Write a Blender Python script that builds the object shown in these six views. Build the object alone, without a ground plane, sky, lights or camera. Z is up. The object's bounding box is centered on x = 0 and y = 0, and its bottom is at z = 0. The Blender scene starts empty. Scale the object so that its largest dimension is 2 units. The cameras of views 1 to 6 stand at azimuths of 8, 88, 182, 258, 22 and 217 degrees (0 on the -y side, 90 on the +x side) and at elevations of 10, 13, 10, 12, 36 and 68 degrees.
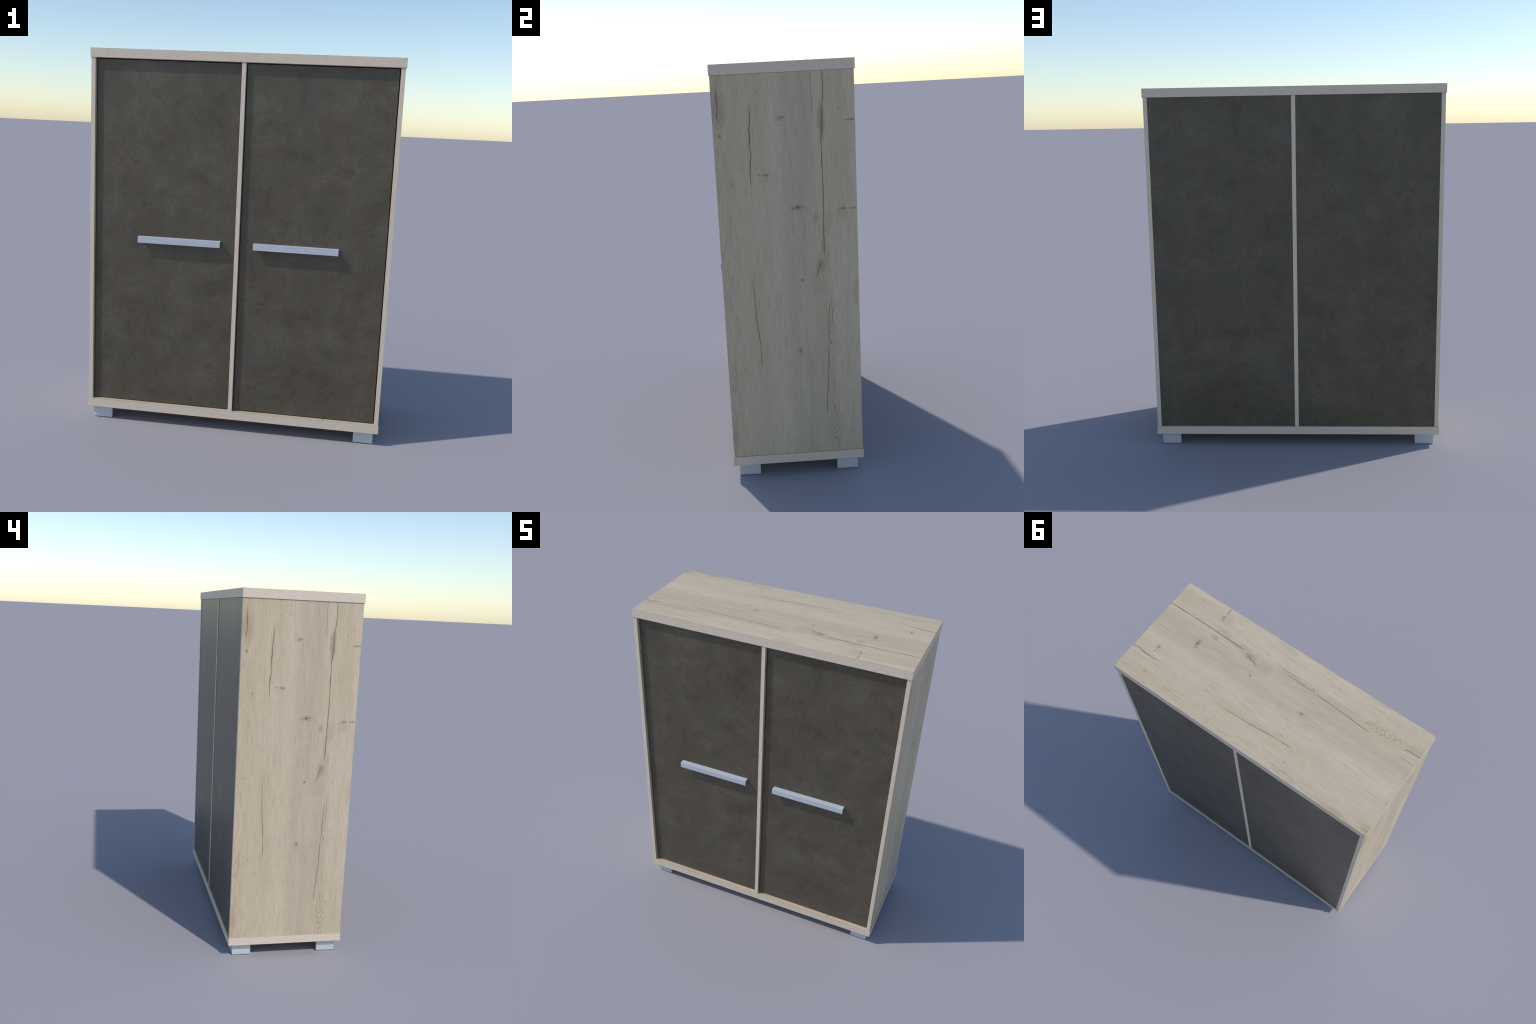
"""Two-door cabinet: pale oak-laminate carcass, dark concrete-look doors and
back, L-profile aluminium pulls and four square metal feet.
All sizes in metres; front faces -y, z up."""
import bpy, bmesh
from mathutils import Vector, Matrix

# ------------------------------------------------------------------ sizes
BOARD_HALF_X = 0.8005                 # top and base boards
BOARD_FRONT, BOARD_BACK = -0.3203, 0.3292
BASE_Z0, BASE_Z1 = 0.0662, 0.1131
TOP_Z0, TOP_Z1 = 1.9524, 2.0000
SIDE_OUT, SIDE_IN = 0.7964, 0.7744    # side panels
SIDE_FRONT, SIDE_BACK = -0.3168, 0.3247
DIVIDER_HALF = 0.0108
DOOR_FRONT, DOOR_THICK = -0.2968, 0.022
DOOR_Z0, DOOR_Z1 = 0.1178, 1.9480
DOOR_X0, DOOR_X1 = 0.0155, 0.7697
BACK_REAR, BACK_THICK = 0.3216, 0.012
FOOT_X = (0.6700, 0.7740)
FOOT_FRONT = (-0.2930, -0.1898)
FOOT_PLATE = 0.020
HANDLE_X0, HANDLE_X1 = 0.0872, 0.5293
HANDLE_Z0, HANDLE_Z1 = 1.0064, 1.0392
HANDLE_FRONT = -0.3292
EMBED = 0.001                         # hidden overlap where boards meet

# ------------------------------------------------------------- node helpers
class Nodes:
    """Tiny expression builder on top of a shader node tree."""
    def __init__(self, tree):
        self.t = tree

    def new(self, kind, **props):
        n = self.t.nodes.new(kind)
        for k, v in props.items():
            setattr(n, k, v)
        return n

    def put(self, socket, value):
        if isinstance(value, bpy.types.NodeSocket):
            self.t.links.new(value, socket)
        else:
            socket.default_value = value

    def math(self, op, a, b=0.0, c=0.0, clamp=False):
        n = self.new('ShaderNodeMath', operation=op, use_clamp=clamp)
        for s, v in zip(n.inputs, (a, b, c)):
            self.put(s, v)
        return n.outputs[0]

    def add(self, a, b): return self.math('ADD', a, b)
    def sub(self, a, b): return self.math('SUBTRACT', a, b)
    def mul(self, a, b): return self.math('MULTIPLY', a, b)
    def madd(self, a, b, c): return self.math('MULTIPLY_ADD', a, b, c)
    def maxi(self, a, b): return self.math('MAXIMUM', a, b)

    def smooth(self, v, lo, hi, out_lo=0.0, out_hi=1.0):
        n = self.new('ShaderNodeMapRange', interpolation_type='SMOOTHSTEP')
        for s, x in zip(n.inputs[:5], (v, lo, hi, out_lo, out_hi)):
            self.put(s, x)
        return n.outputs[0]

    def vec(self, x, y, z=0.0):
        n = self.new('ShaderNodeCombineXYZ')
        for s, v in zip(n.inputs, (x, y, z)):
            self.put(s, v)
        return n.outputs[0]

    def split(self, v):
        n = self.new('ShaderNodeSeparateXYZ')
        self.put(n.inputs[0], v)
        return n.outputs

    def noise(self, v, scale=1.0, detail=2.0, rough=0.5, distortion=0.0):
        n = self.new('ShaderNodeTexNoise')
        self.put(n.inputs['Vector'], v)
        n.inputs['Scale'].default_value = scale
        n.inputs['Detail'].default_value = detail
        n.inputs['Roughness'].default_value = rough
        n.inputs['Distortion'].default_value = distortion
        return n.outputs['Fac']

    def mix(self, fac, a, b, blend='MIX'):
        n = self.new('ShaderNodeMix', data_type='RGBA', blend_type=blend)
        self.put(n.inputs[0], fac)
        self.put(n.inputs[6], rgba(a))
        self.put(n.inputs[7], rgba(b))
        return n.outputs[2]

    def curve(self, v, points):
        """Float curve through (x, y) points, both inside 0..1."""
        n = self.new('ShaderNodeFloatCurve')
        c = n.mapping.curves[0]
        pts = list(points)
        c.points[0].location = pts[0]
        c.points[1].location = pts[-1]
        for p in pts[1:-1]:
            c.points.new(*p)
        n.mapping.update()
        self.put(n.inputs['Value'], v)
        return n.outputs[0]


def rgba(c):
    return c if isinstance(c, bpy.types.NodeSocket) else (*c, 1.0)


def srgb(r, g, b):
    f = lambda v: (v / 255 / 12.92) if v <= 10 else ((v / 255 + 0.055) / 1.055) ** 2.4
    return (f(r), f(g), f(b))


def scale_of(c, k):
    return tuple(v * k for v in c)


def material(name, rough=0.5, specular=0.5, metallic=0.0):
    m = bpy.data.materials.new(name)
    m.use_nodes = True
    N = Nodes(m.node_tree)
    bsdf = m.node_tree.nodes['Principled BSDF']
    bsdf.inputs['Roughness'].default_value = rough
    bsdf.inputs['Specular IOR Level'].default_value = specular
    bsdf.inputs['Metallic'].default_value = metallic
    coord = N.new('ShaderNodeTexCoord').outputs['Object']
    return m, N, bsdf, coord

# ----------------------------------------------------------- oak decor paper
# The decor is described in its own frame: t runs across the grain (m) and
# s along it (m); the print repeats every PERIOD along the grain.
PERIOD, WIDTH = 1.84, 0.66

# drying cracks: centre line (t, s) points, width, darkness
CRACKS = [
    ([(.170, .109), (.168, .178), (.167, .22), (.162, .238), (.1635, .277), (.160, .312),
      (.165, .355), (.159, .405), (.158, .449), (.160, .51)], .0026, .80),
    ([(.143, .935), (.145, 1.003), (.148, 1.082), (.152, 1.153), (.158, 1.218), (.1625, 1.266),
      (.1635, 1.331), (.164, 1.38)], .0021, .75),
    ([(.497, .0), (.500, .077), (.494, .146), (.491, .174), (.492, .216), (.489, .252),
      (.486, .287), (.485, .358), (.486, .431), (.487, .504), (.486, .577), (.484, .651),
      (.483, .802), (.480, .85)], .0026, .80),
    ([(.482, .835), (.467, .87), (.454, .908), (.438, .96)], .0036, .62),
    ([(.445, .0), (.446, .081), (.448, .144), (.448, .195)], .0020, .60),
    ([(.022, .03), (.025, .101), (.027, .143), (.019, .2)], .0036, .62),
    ([(.499, 1.05), (.493, 1.176), (.492, 1.248), (.488, 1.321), (.484, 1.419), (.477, 1.518),
      (.470, 1.65)], .0022, .72),
    ([(.507, 1.0), (.510, 1.081), (.510, 1.19)], .0017, .55),
]
# knots and pin knots: t, s, half size across, half size along, darkness
KNOTS = [
    (.308, .196, .018, .007, .60), (.300, .207, .012, .005, .35), (.227, .451, .015, .007, .60),
    (.196, .449, .006, .006, .55), (.366, .607, .009, .008, .80), (.386, .605, .005, .005, .65),
    (.350, .612, .016, .006, .25), (.622, .221, .026, .005, .60), (.577, .623, .014, .006, .60),
    (.624, .624, .020, .005, .55), (.560, .632, .012, .004, .25), (.028, .266, .007, .008, .55),
    (.068, .484, .004, .006, .45), (.200, .082, .004, .006, .45), (.376, .954, .0055, .007, .75),
    (.066, .821, .003, .004, .55), (.365, .757, .003, .004, .55), (.050, .742, .003, .004, .55),
    (.077, .731, .003, .004, .55), (.568, .167, .004, .004, .55), (.352, 1.303, .007, .012, .60),
    (.503, 1.273, .005, .006, .60), (.084, 1.389, .004, .007, .45), (.041, 1.354, .004, .006, .35),
    (.583, 1.744, .003, .005, .45), (.543, 1.645, .004, .008, .45), (.508, 1.613, .006, .022, .35),
    (.527, .957, .003, .005, .50), (.601, .14, .005, .009, .25),
]
# soft brown stains: t, s, half size across, along, strength
STAINS = [
    (.491, .216, .016, .075, .72), (.503, .690, .026, .045, .30), (.448, .664, .014, .022, .40),
    (.468, .890, .022, .055, .58), (.480, .760, .010, .060, .40), (.030, .130, .030, .090, .40),
    (.366, .607, .032, .016, .40), (.492, .860, .024, .070, .22), (.455, .985, .045, .050, .22),
    (.575, .650, .030, .030, .18), (.630, 1.02, .030, .060, .22), (.352, 1.315, .022, .035, .25),
    (.165, .26, .008, .12, .25), (.012, 1.74, .010, .09, .35),
]

OAK_LIGHT = srgb(207.6, 190.5, 164.4)
OAK_MID = srgb(192.6, 174.1, 146.3)
OAK_GREY = srgb(184, 169, 147)
OAK_PALE = srgb(212, 197, 173)
OAK_ROSE = srgb(200, 180, 160)
OAK_GREEN = srgb(190, 180, 152)
OAK_STAIN = srgb(140, 110, 86)


def oak_group():
    g = bpy.data.node_groups.new('oak_decor', 'ShaderNodeTree')
    g.interface.new_socket('t', in_out='INPUT', socket_type='NodeSocketFloat')
    g.interface.new_socket('s', in_out='INPUT', socket_type='NodeSocketFloat')
    g.interface.new_socket('Color', in_out='OUTPUT', socket_type='NodeSocketColor')
    g.interface.new_socket('Height', in_out='OUTPUT', socket_type='NodeSocketFloat')
    N = Nodes(g)
    gi = N.new('NodeGroupInput')
    go = N.new('NodeGroupOutput')
    t = gi.outputs['t']
    run = gi.outputs['s']                                  # runs on past the repeat
    s = N.math('FLOORED_MODULO', run, PERIOD)

    # fibre direction wanders gently
    wander = N.sub(N.noise(N.vec(N.mul(t, 7), N.mul(run, 2.2), 3.1), 1.0, 2.0), 0.5)
    tw = N.madd(wander, 0.030, t)

    # broad tone bands along the grain
    band = N.noise(N.vec(N.mul(tw, 11), N.mul(run, 0.9), 7.7), 1.0, 3.0, 0.55)
    band2 = N.noise(N.vec(N.mul(tw, 26), N.mul(run, 1.6), 1.3), 1.0, 3.0, 0.6)
    hue = N.noise(N.vec(N.mul(tw, 38), N.mul(run, 5.0), 8.4), 1.0, 3.0, 0.6)
    col = N.mix(N.smooth(band, 0.34, 0.66, 0.15, 0.85), OAK_MID, OAK_LIGHT)
    # greyer heart stripe, a little to the right of the middle
    heart = N.smooth(N.math('ABSOLUTE', N.sub(tw, 0.375)), 0.02, 0.10, 1.0, 0.0)
    col = N.mix(N.mul(heart, N.smooth(band2, 0.30, 0.62, 0.15, 0.85)), col, OAK_GREY)
    # pale stripe left of it
    pale = N.smooth(N.math('ABSOLUTE', N.sub(tw, 0.265)), 0.01, 0.07, 0.5, 0.0)
    col = N.mix(pale, col, OAK_LIGHT)
    # darker sapwood towards the left edge
    col = N.mix(N.smooth(tw, 0.09, 0.20, 0.40, 0.0), col, OAK_MID)
    col = N.mix(N.smooth(band2, 0.54, 0.74, 0.0, 0.30), col, OAK_MID)
    # rosy and greenish casts
    col = N.mix(N.smooth(hue, 0.54, 0.70, 0.0, 0.35), col, OAK_ROSE)
    col = N.mix(N.smooth(hue, 0.30, 0.46, 0.35, 0.0), col, OAK_GREEN)

    # fine fibres and pores
    fib = N.noise(N.vec(N.mul(tw, 230), N.mul(run, 9.0), 0.0), 1.0, 3.0, 0.6)
    pore = N.noise(N.vec(N.mul(tw, 330), N.mul(run, 20.0), 5.0), 1.0, 2.0, 0.5)
    streak = N.noise(N.vec(N.mul(tw, 85), N.mul(run, 3.2), 9.0), 1.0, 3.0, 0.6)
    col = N.mix(N.smooth(fib, 0.28, 0.44, 0.45, 0.0), col, OAK_PALE)
    dark = N.smooth(fib, 0.46, 0.76, 0.0, 0.38)
    dark = N.add(dark, N.smooth(pore, 0.50, 0.76, 0.0, 0.25))
    dark = N.add(dark, N.smooth(streak, 0.52, 0.76, 0.0, 0.20))

    # growth-ring lines: swirls at the left edge
    rn = N.sub(N.noise(N.vec(N.mul(t, 13), N.mul(run, 3.0), 4.0), 1.0, 3.0, 0.5), 0.5)
    ring = N.math('SINE', N.mul(N.madd(rn, 0.12, t), 460.0))
    ring_mask = N.mul(N.smooth(tw, 0.035, 0.095, 1.0, 0.0),
                      N.smooth(N.noise(N.vec(N.mul(t, 16), N.mul(run, 4.0), 8.0), 1.0, 2.0), 0.38, 0.60))
    dark = N.add(dark, N.mul(N.smooth(ring, 0.2, 1.0, 0.0, 0.34), ring_mask))

    # chevrons of the cathedral figure round the lower right crack
    cn = N.sub(N.noise(N.vec(N.mul(t, 40), N.mul(run, 16), 6.0), 1.0, 3.0, 0.6), 0.5)
    fade = N.smooth(N.noise(N.vec(N.mul(t, 45), N.mul(run, 9), 3.0), 1.0, 2.0), 0.32, 0.62, 0.25, 1.0)
    off = N.sub(t, N.madd(wander, 0.02, 0.495))
    dt = N.math('SQRT', N.madd(off, off, 0.00002))
    chev = N.math('SINE', N.mul(N.add(N.madd(dt, 2.1, run), N.mul(cn, 0.075)), 320.0))
    chev_mask = N.mul(N.smooth(dt, 0.012, 0.062, 1.0, 0.0),
                      N.mul(N.smooth(run, 0.97, 1.10), N.smooth(run, 1.52, 1.64, 1.0, 0.25)))
    dark = N.add(dark, N.mul(N.smooth(chev, 0.0, 1.0, 0.0, 0.46), N.mul(fade, chev_mask)))
    # bold flame figure below it
    off2 = N.sub(t, N.madd(wander, 0.03, 0.511))
    dt2 = N.math('SQRT', N.madd(off2, off2, 0.00001))
    flame = N.math('SINE', N.mul(N.add(N.madd(dt2, 1.4, run), N.mul(cn, 0.085)), 205.0))
    flame_mask = N.mul(N.smooth(dt2, 0.016, 0.036, 1.0, 0.0),
                       N.mul(N.smooth(run, 1.58, 1.66), N.smooth(run, 1.84, 1.93, 1.0, 0.3)))
    dark = N.add(dark, N.mul(N.smooth(flame, 0.2, 0.95, 0.0, 0.55), N.mul(fade, flame_mask)))
    # short slanted figure right of the upper crack
    slant = N.math('SINE', N.mul(N.add(N.madd(t, 2.0, s), N.mul(cn, 0.03)), 270.0))
    slant_mask = N.mul(N.smooth(N.math('ABSOLUTE', N.sub(t, 0.518)), 0.006, 0.022, 1.0, 0.0),
                       N.mul(N.smooth(s, 0.005, 0.03), N.smooth(s, 0.08, 0.15, 1.0, 0.0)))
    dark = N.add(dark, N.mul(N.smooth(slant, 0.2, 1.0, 0.0, 0.40), slant_mask))
    # medullary flecks: faint short bowed strokes across the grain near the middle
    bow = N.math('POWER', N.math('ABSOLUTE', N.sub(t, 0.265)), 2.0)
    fleck = N.noise(N.vec(N.mul(t, 30), N.mul(N.madd(bow, 4.0, run), 120), 2.0), 1.0, 1.0, 0.5, 0.3)
    fleck_mask = N.mul(N.smooth(N.math('ABSOLUTE', N.sub(t, 0.262)), 0.03, 0.12, 1.0, 0.0),
                       N.smooth(N.noise(N.vec(N.mul(t, 14), N.mul(run, 7), 1.0)), 0.44, 0.58))
    dark = N.add(dark, N.mul(N.smooth(fleck, 0.60, 0.76, 0.0, 0.26), fleck_mask))

    # stains
    edge_noise = N.noise(N.vec(N.mul(t, 130), N.mul(run, 50), 2.0), 1.0, 3.0, 0.6)
    soft_noise = N.noise(N.vec(N.mul(t, 60), N.mul(run, 22), 6.0), 1.0, 3.0, 0.65)
    stain = None
    for kt, ks, rt, rs, k in STAINS:
        a = N.mul(N.sub(tw, kt + 0.0), 1 / rt)
        b = N.mul(N.sub(s, ks), 1 / rs)
        d = N.add(N.mul(a, a), N.mul(b, b))
        m = N.smooth(N.madd(soft_noise, 3.2, d), 1.0, 3.6, k * 0.9, 0.0)
        stain = m if stain is None else N.maxi(stain, m)
    col = N.mix(stain, col, OAK_STAIN)

    # knots
    knot = None
    for kt, ks, rt, rs, k in KNOTS:
        a = N.mul(N.sub(t, kt), 1 / rt)
        b = N.mul(N.sub(s, ks), 1 / rs)
        d = N.add(N.mul(a, a), N.mul(b, b))
        m = N.smooth(N.madd(edge_noise, 1.8, N.mul(d, 0.75)), 0.5, 2.3, k * 0.95, 0.0)
        knot = m if knot is None else N.maxi(knot, m)

    # cracks
    jag = N.sub(N.noise(N.vec(N.mul(t, 20), N.mul(s, 40), 1.0), 1.0, 3.0, 0.6), 0.5)
    tj = N.madd(jag, 0.0050, t)
    thick = N.smooth(N.noise(N.vec(0.0, N.mul(s, 16), 4.0), 1.0, 2.0), 0.3, 0.7, 0.75, 1.25)
    sn = N.mul(s, 1 / PERIOD)
    crack = None
    for pts, w, k in CRACKS:
        s0, s1 = pts[0][1], pts[-1][1]
        ct = N.mul(N.curve(sn, [(0.0, pts[0][0] / WIDTH)] * (s0 > 0.001)
                           + [(b / PERIOD, a / WIDTH) for a, b in pts]
                           + [(1.0, pts[-1][0] / WIDTH)]), WIDTH)
        d = N.math('DIVIDE', N.math('ABSOLUTE', N.sub(tj, ct)), N.mul(thick, w))
        m = N.smooth(d, 0.25, 1.15, k, 0.0)
        if s0 > 0.001:
            m = N.mul(m, N.smooth(s, s0, s0 + 0.06))
        m = N.mul(m, N.smooth(s, s1 - 0.03, s1, 1.0, 0.0))
        crack = m if crack is None else N.maxi(crack, m)

    dark = N.math('MINIMUM', dark, 0.62)
    col = N.mix(dark, col, srgb(149.4, 131.4, 106.7))
    col = N.mix(N.maxi(knot, crack), col, srgb(78, 62.3, 48.1))
    g.links.new(col, go.inputs['Color'])
    g.links.new(N.math('SUBTRACT', 1.0, N.add(dark, crack)), go.inputs['Height'])
    return g


def oak_material(name, group, along, tint=(1, 1, 1)):
    """along(N, x, y, z) -> (t, s) in the decor frame."""
    m, N, bsdf, coord = material(name, rough=0.55, specular=0.35)
    x, y, z = N.split(coord)
    t, s = along(N, x, y, z)
    n = N.new('ShaderNodeGroup')
    n.node_tree = group
    N.put(n.inputs['t'], t)
    N.put(n.inputs['s'], s)
    N.put(bsdf.inputs['Base Color'], N.mix(1.0, n.outputs['Color'], tint, 'MULTIPLY'))
    return m


def edge_material(name, vertical):
    """Edge banding: paler, slightly pink, short fine streaks along its length."""
    m, N, bsdf, coord = material(name, rough=0.55, specular=0.35)
    x, y, z = N.split(coord)
    if vertical:
        v_f = N.vec(N.mul(x, 330), N.mul(y, 330), N.mul(z, 26))
        v_b = N.vec(N.mul(x, 90), N.mul(y, 90), N.mul(z, 22))
    else:
        v_f = N.vec(N.mul(x, 40), N.mul(y, 40), N.mul(z, 330))
        v_b = N.vec(N.mul(x, 26), N.mul(y, 26), N.mul(z, 70))
    fine = N.noise(v_f, 1.0, 3.0, 0.6)
    blot = N.noise(v_b, 1.0, 2.0, 0.5)
    col = N.mix(N.smooth(blot, 0.36, 0.64), EDGE_GREY, EDGE_PINK)
    col = N.mix(N.smooth(fine, 0.40, 0.72, 0.0, 0.55), col, EDGE_DARK)
    N.put(bsdf.inputs['Base Color'], col)
    return m


EDGE_GREY = srgb(218.6, 204.2, 183.1)
EDGE_PINK = srgb(224.7, 203.2, 183.1)
EDGE_DARK = srgb(190.9, 174.4, 154.3)


def concrete_material():
    m, N, bsdf, coord = material('dark_concrete_decor', rough=0.4, specular=0.5)
    x, y, z = N.split(coord)
    v = N.vec(x, 0.0, z)
    # trowelled clouds: soft warm light patches over a darker ground
    cloud = N.noise(v, 5.0, 6.0, 0.62, 0.6)
    cloud2 = N.noise(N.vec(x, 3.0, z), 13.0, 5.0, 0.62, 0.4)
    hue = N.noise(N.vec(x, 5.0, z), 7.0, 4.0, 0.6, 0.3)
    cool = N.noise(N.vec(x, 7.0, z), 4.5, 4.0, 0.6)
    streak = N.noise(N.vec(N.mul(x, 60), 0.0, N.mul(z, 9)), 1.0, 3.0, 0.6)
    streak_h = N.noise(N.vec(N.mul(x, 8), 0.0, N.mul(z, 45)), 1.0, 3.0, 0.6)
    grit = N.noise(v, 120.0, 2.0, 0.5)
    speck = N.noise(N.vec(x, 9.0, z), 95.0, 2.0, 0.5)
    speck_area = N.noise(N.vec(x, 2.0, z), 11.0, 3.0)
    col = N.mix(N.smooth(hue, 0.42, 0.60), CONC_GREEN, CONC_BROWN)
    col = N.mix(N.smooth(cool, 0.52, 0.68, 0.0, 0.7), col, CONC_BLUE)
    col = N.mix(N.smooth(cloud, 0.46, 0.68, 0.0, 0.80), col, CONC_LIGHT)
    col = N.mix(N.smooth(cloud, 0.30, 0.47, 0.60, 0.0), col, CONC_DARK)
    col = N.mix(N.smooth(cloud2, 0.54, 0.72, 0.0, 0.55), col, CONC_LIGHT)
    col = N.mix(N.smooth(cloud2, 0.28, 0.45, 0.65, 0.0), col, CONC_DARK)
    col = N.mix(N.smooth(streak, 0.52, 0.74, 0.0, 0.28), col, CONC_LIGHT)
    col = N.mix(N.smooth(streak_h, 0.54, 0.74, 0.0, 0.28), col, CONC_DARK)
    col = N.mix(N.smooth(grit, 0.42, 0.68, 0.0, 0.35), col, CONC_DARK)
    col = N.mix(N.smooth(N.noise(N.vec(x, 4.0, z), 42.0, 4.0, 0.65), 0.50, 0.70, 0.0, 0.45), col, CONC_DARK)
    sp = N.mul(N.smooth(speck, 0.59, 0.68), N.smooth(speck_area, 0.44, 0.62, 0.12, 0.70))
    col = N.mix(sp, col, CONC_SPECK)
    N.put(bsdf.inputs['Base Color'], col)
    return m


CONC_GREEN = srgb(85, 79, 64)
CONC_BROWN = srgb(87, 75, 60)
CONC_BLUE = srgb(83, 78, 69)
CONC_LIGHT = srgb(99, 91, 75)
CONC_DARK = srgb(66, 58, 45)
CONC_SPECK = srgb(52.7, 45.5, 35.9)


def aluminium_material(name, base, lengthwise):
    """Satin metal with brush lines running along the length."""
    m, N, bsdf, coord = material(name, rough=0.42, specular=0.5, metallic=0.0)
    x, y, z = N.split(coord)
    v = N.vec(N.mul(x, 7), N.mul(y, 400 if lengthwise else 7), N.mul(z, 400))
    a = N.noise(v, 1.0, 3.0, 0.65)
    b = N.noise(N.vec(N.mul(x, 3), N.mul(y, 90 if lengthwise else 3), N.mul(z, 110)), 1.0, 2.0, 0.5)
    col = N.mix(N.smooth(a, 0.35, 0.68, 0.0, 0.7), scale_of(base, 1.06), scale_of(base, 0.84))
    col = N.mix(N.smooth(b, 0.42, 0.66, 0.0, 0.35), col, scale_of(base, 0.84))
    N.put(bsdf.inputs['Base Color'], col)
    return m


METAL_HANDLE = srgb(192, 196, 203)
METAL_FOOT = srgb(198, 200, 202)

# ------------------------------------------------------------------ meshes
def link(obj, parent):
    bpy.context.scene.collection.objects.link(obj)
    obj.parent = parent
    return obj


def box_mesh(name, lo, hi, mats, pick, bevel=0.0, bevel_mat=0, segments=1):
    """Axis-aligned board; pick(normal) gives the material slot of a face."""
    bm = bmesh.new()
    bmesh.ops.create_cube(bm, size=1.0)
    lo, hi = Vector(lo), Vector(hi)
    for v in bm.verts:
        v.co = Vector([(lo[i] + hi[i]) / 2 + v.co[i] * (hi[i] - lo[i]) for i in range(3)])
    bm.normal_update()
    for f in bm.faces:
        f.material_index = pick(f.normal)
    if bevel:
        r = bmesh.ops.bevel(bm, geom=list(bm.edges), offset=bevel, segments=segments,
                            affect='EDGES', profile=0.5)
        for f in r['faces']:
            f.material_index = bevel_mat
    me = bpy.data.meshes.new(name)
    bm.to_mesh(me)
    bm.free()
    for m in mats:
        me.materials.append(m)
    return me


def profile_mesh(name, outline, x0, x1, mat):
    """Extrude a closed (y, z) outline along x."""
    bm = bmesh.new()
    ends = [[bm.verts.new((x, y, z)) for y, z in outline] for x in (x0, x1)]
    n = len(outline)
    for i in range(n):
        j = (i + 1) % n
        bm.faces.new((ends[0][i], ends[0][j], ends[1][j], ends[1][i]))
    bm.faces.new(ends[0][::-1])
    bm.faces.new(ends[1])
    bmesh.ops.recalc_face_normals(bm, faces=bm.faces)
    me = bpy.data.meshes.new(name)
    bm.to_mesh(me)
    bm.free()
    me.materials.append(mat)
    return me


def bracket_mesh(name, corner, arm, plate, height, mat):
    """L-shaped corner bracket (and its mirror image) with its outer corner given."""
    plan = [(0, 0), (-arm, 0), (-arm, plate), (-plate, plate), (-plate, arm), (0, arm)]
    pair = []
    for flip in (-1, 1):
        bm = bmesh.new()
        low = [bm.verts.new((flip * (corner.x + dx), corner.y + dy, 0.0)) for dx, dy in plan]
        top = [bm.verts.new((v.co.x, v.co.y, height)) for v in low]
        n = len(plan)
        for i in range(n):
            j = (i + 1) % n
            bm.faces.new((low[i], low[j], top[j], top[i]))
        bm.faces.new(low[::-1])
        bm.faces.new(top)
        bmesh.ops.recalc_face_normals(bm, faces=bm.faces)
        bmesh.ops.bevel(bm, geom=list(bm.edges), offset=0.0012, segments=2, affect='EDGES', profile=0.5)
        me = bpy.data.meshes.new(name)
        bm.to_mesh(me)
        bm.free()
        me.materials.append(mat)
        pair.append(me)
    return pair


def handle_outline():
    """L profile: 5 mm shelf, 3.6 mm front lip, 8 mm inside fillet."""
    from math import cos, sin, pi
    back = DOOR_FRONT + EMBED
    inner_y = HANDLE_FRONT + 0.0036
    inner_z = HANDLE_Z1 - 0.0049
    r, c = 0.008, 0.0007
    pts = [(back, HANDLE_Z1), (HANDLE_FRONT + c, HANDLE_Z1), (HANDLE_FRONT, HANDLE_Z1 - c),
           (HANDLE_FRONT, HANDLE_Z0 + c), (HANDLE_FRONT + c, HANDLE_Z0), (inner_y - c, HANDLE_Z0),
           (inner_y, HANDLE_Z0 + c)]
    cy, cz = inner_y + r, inner_z - r
    for i in range(9):
        a = pi - i / 8 * pi / 2
        pts.append((cy + r * cos(a), cz + r * sin(a)))
    pts.append((back, inner_z))
    return pts

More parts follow.
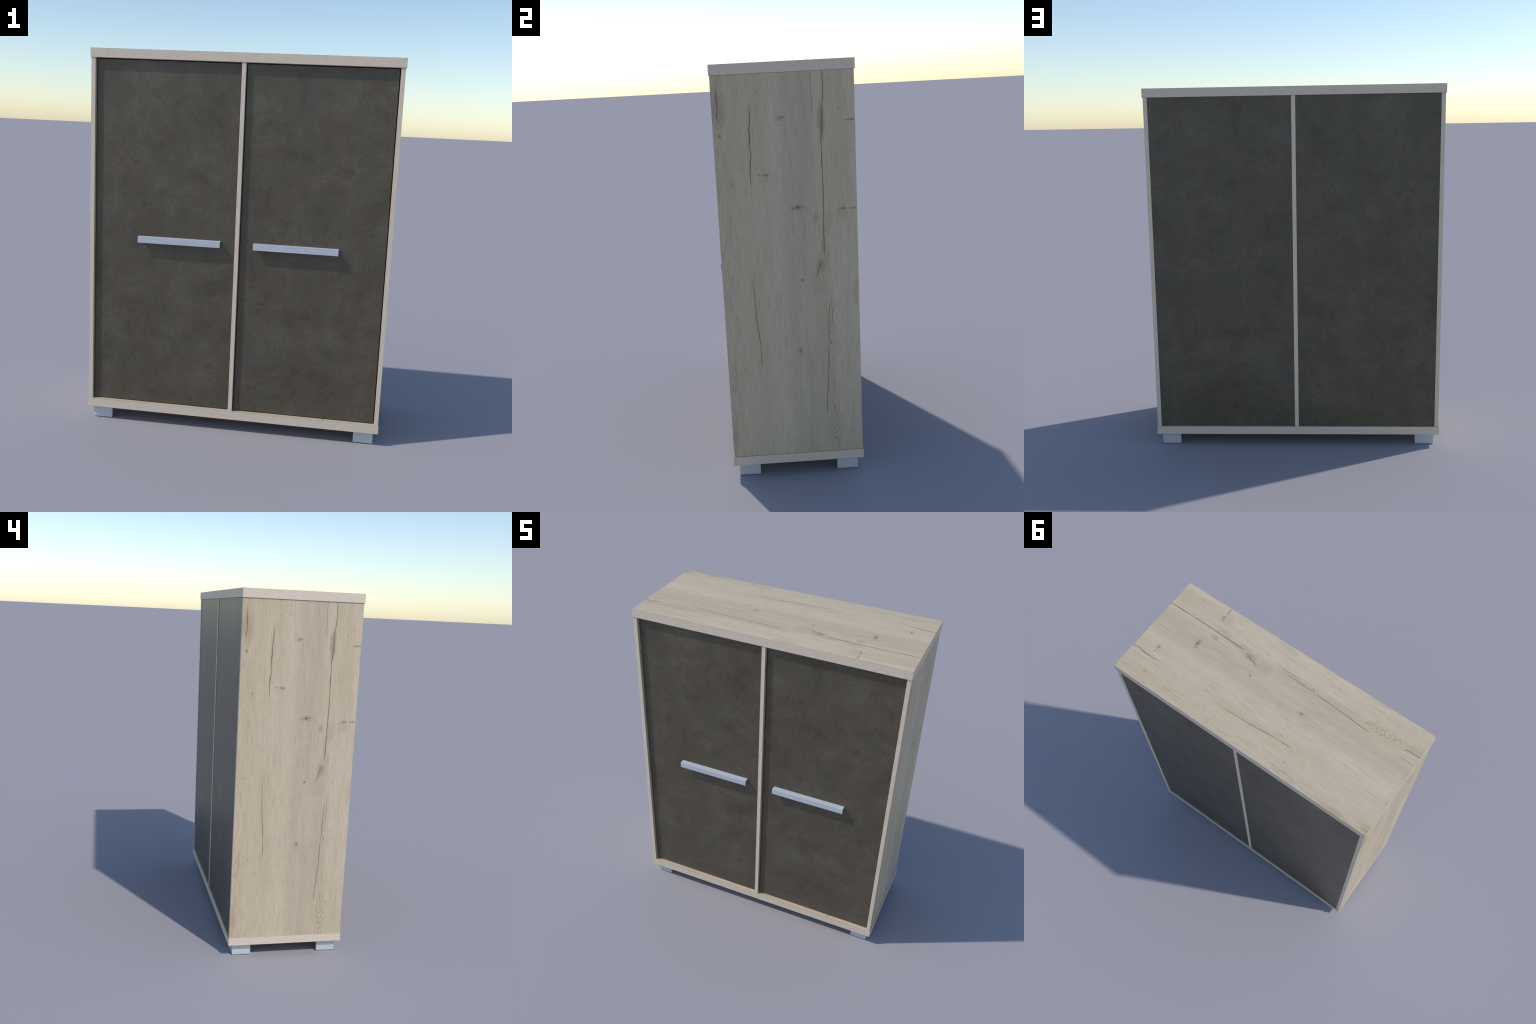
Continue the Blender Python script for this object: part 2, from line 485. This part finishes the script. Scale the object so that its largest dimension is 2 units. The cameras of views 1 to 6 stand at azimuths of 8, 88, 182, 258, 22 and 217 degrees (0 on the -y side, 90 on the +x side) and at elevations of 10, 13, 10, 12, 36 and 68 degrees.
# ------------------------------------------------------------------- build
def build():
    oak = oak_group()
    side_centre = (SIDE_FRONT + SIDE_BACK) / 2
    oak_side = oak_material('oak_decor_upright', oak, lambda N, x, y, z: (
        N.sub(y, SIDE_FRONT), N.sub(TOP_Z0, z)))
    oak_flat = oak_material('oak_decor_flat', oak, lambda N, x, y, z: (
        N.sub(BOARD_BACK, y), N.sub(0.33 + BOARD_HALF_X, x)))
    edge_h = edge_material('edge_band_flat', False)
    edge_v = edge_material('edge_band_upright', True)
    dark_edge = material('dark_edge_line', rough=0.6, specular=0.3)
    dark_edge[2].inputs['Base Color'].default_value = rgba(srgb(146, 131, 110))
    dark_edge = dark_edge[0]
    concrete = concrete_material()
    metal_handle = aluminium_material('brushed_aluminium', METAL_HANDLE, True)
    metal_foot = aluminium_material('satin_foot_metal', METAL_FOOT, False)

    root = bpy.data.objects.new('cabinet', None)
    bpy.context.scene.collection.objects.link(root)
    root['label'] = 'two-door cabinet with pale oak carcass and dark concrete-look doors'
    root['category'] = 'cabinet'

    flat_pick = lambda n: 0 if abs(n.z) > 0.5 else 1
    upright_pick = lambda n: 0 if abs(n.x) > 0.5 else 1

    def part(name, mesh, parent=root):
        return link(bpy.data.objects.new(name, mesh), parent)

    part('top_board', box_mesh('top_board', (-BOARD_HALF_X, BOARD_FRONT, TOP_Z0),
         (BOARD_HALF_X, BOARD_BACK, TOP_Z1), (oak_flat, edge_h, dark_edge), flat_pick, 0.0011, 2))
    part('base_board', box_mesh('base_board', (-BOARD_HALF_X, BOARD_FRONT, BASE_Z0),
         (BOARD_HALF_X, BOARD_BACK, BASE_Z1), (oak_flat, edge_h, dark_edge), flat_pick, 0.0011, 2))

    z0, z1 = BASE_Z1 - EMBED, TOP_Z0 + EMBED
    side = part('side_panel', box_mesh('side_panel', (SIDE_IN, SIDE_FRONT, z0),
                (SIDE_OUT, SIDE_BACK, z1), (oak_side, edge_v), upright_pick))
    twin = side.copy()                       # same panel turned half round
    link(twin, root)
    twin.matrix_world = Matrix.Translation((0, 2 * side_centre, 0)) @ Matrix.Rotation(3.14159265358979, 4, 'Z')
    part('divider_panel', box_mesh('divider_panel', (-DIVIDER_HALF, SIDE_FRONT, z0),
         (DIVIDER_HALF, SIDE_BACK, z1), (oak_side, edge_v), upright_pick))

    only = lambda n: 0
    handle_shape = handle_outline()
    for sign in (-1, 1):
        xs = sorted((sign * DOOR_X0, sign * DOOR_X1))
        door = part('door', box_mesh('door', (xs[0], DOOR_FRONT, DOOR_Z0),
                    (xs[1], DOOR_FRONT + DOOR_THICK, DOOR_Z1), (concrete,), only, 0.0005))
        hx = sorted((sign * HANDLE_X0, sign * HANDLE_X1))
        part('handle', profile_mesh('handle', handle_shape, hx[0], hx[1], metal_handle), door)
        bx = sorted((sign * (DIVIDER_HALF - EMBED), sign * (SIDE_IN + EMBED)))
        part('back_panel', box_mesh('back_panel', (bx[0], BACK_REAR - BACK_THICK, z0),
             (bx[1], BACK_REAR, z1), (concrete,), only))

    # feet: L-shaped corner brackets, one mesh turned to each corner
    half = (BOARD_FRONT + BOARD_BACK) / 2
    corner = Vector((FOOT_X[1], FOOT_FRONT[0] - half, 0.0))
    foot_mesh = bracket_mesh('foot', corner, FOOT_X[1] - FOOT_X[0], FOOT_PLATE, BASE_Z0 + EMBED, metal_foot)
    for sx, sy in ((1, 1), (-1, 1), (1, -1), (-1, -1)):
        foot = part('foot', foot_mesh[sx * sy > 0])
        foot.location = (0.0, half, 0.0)
        foot.rotation_euler = (0, 0, 0.0 if sy > 0 else 3.14159265358979)


build()
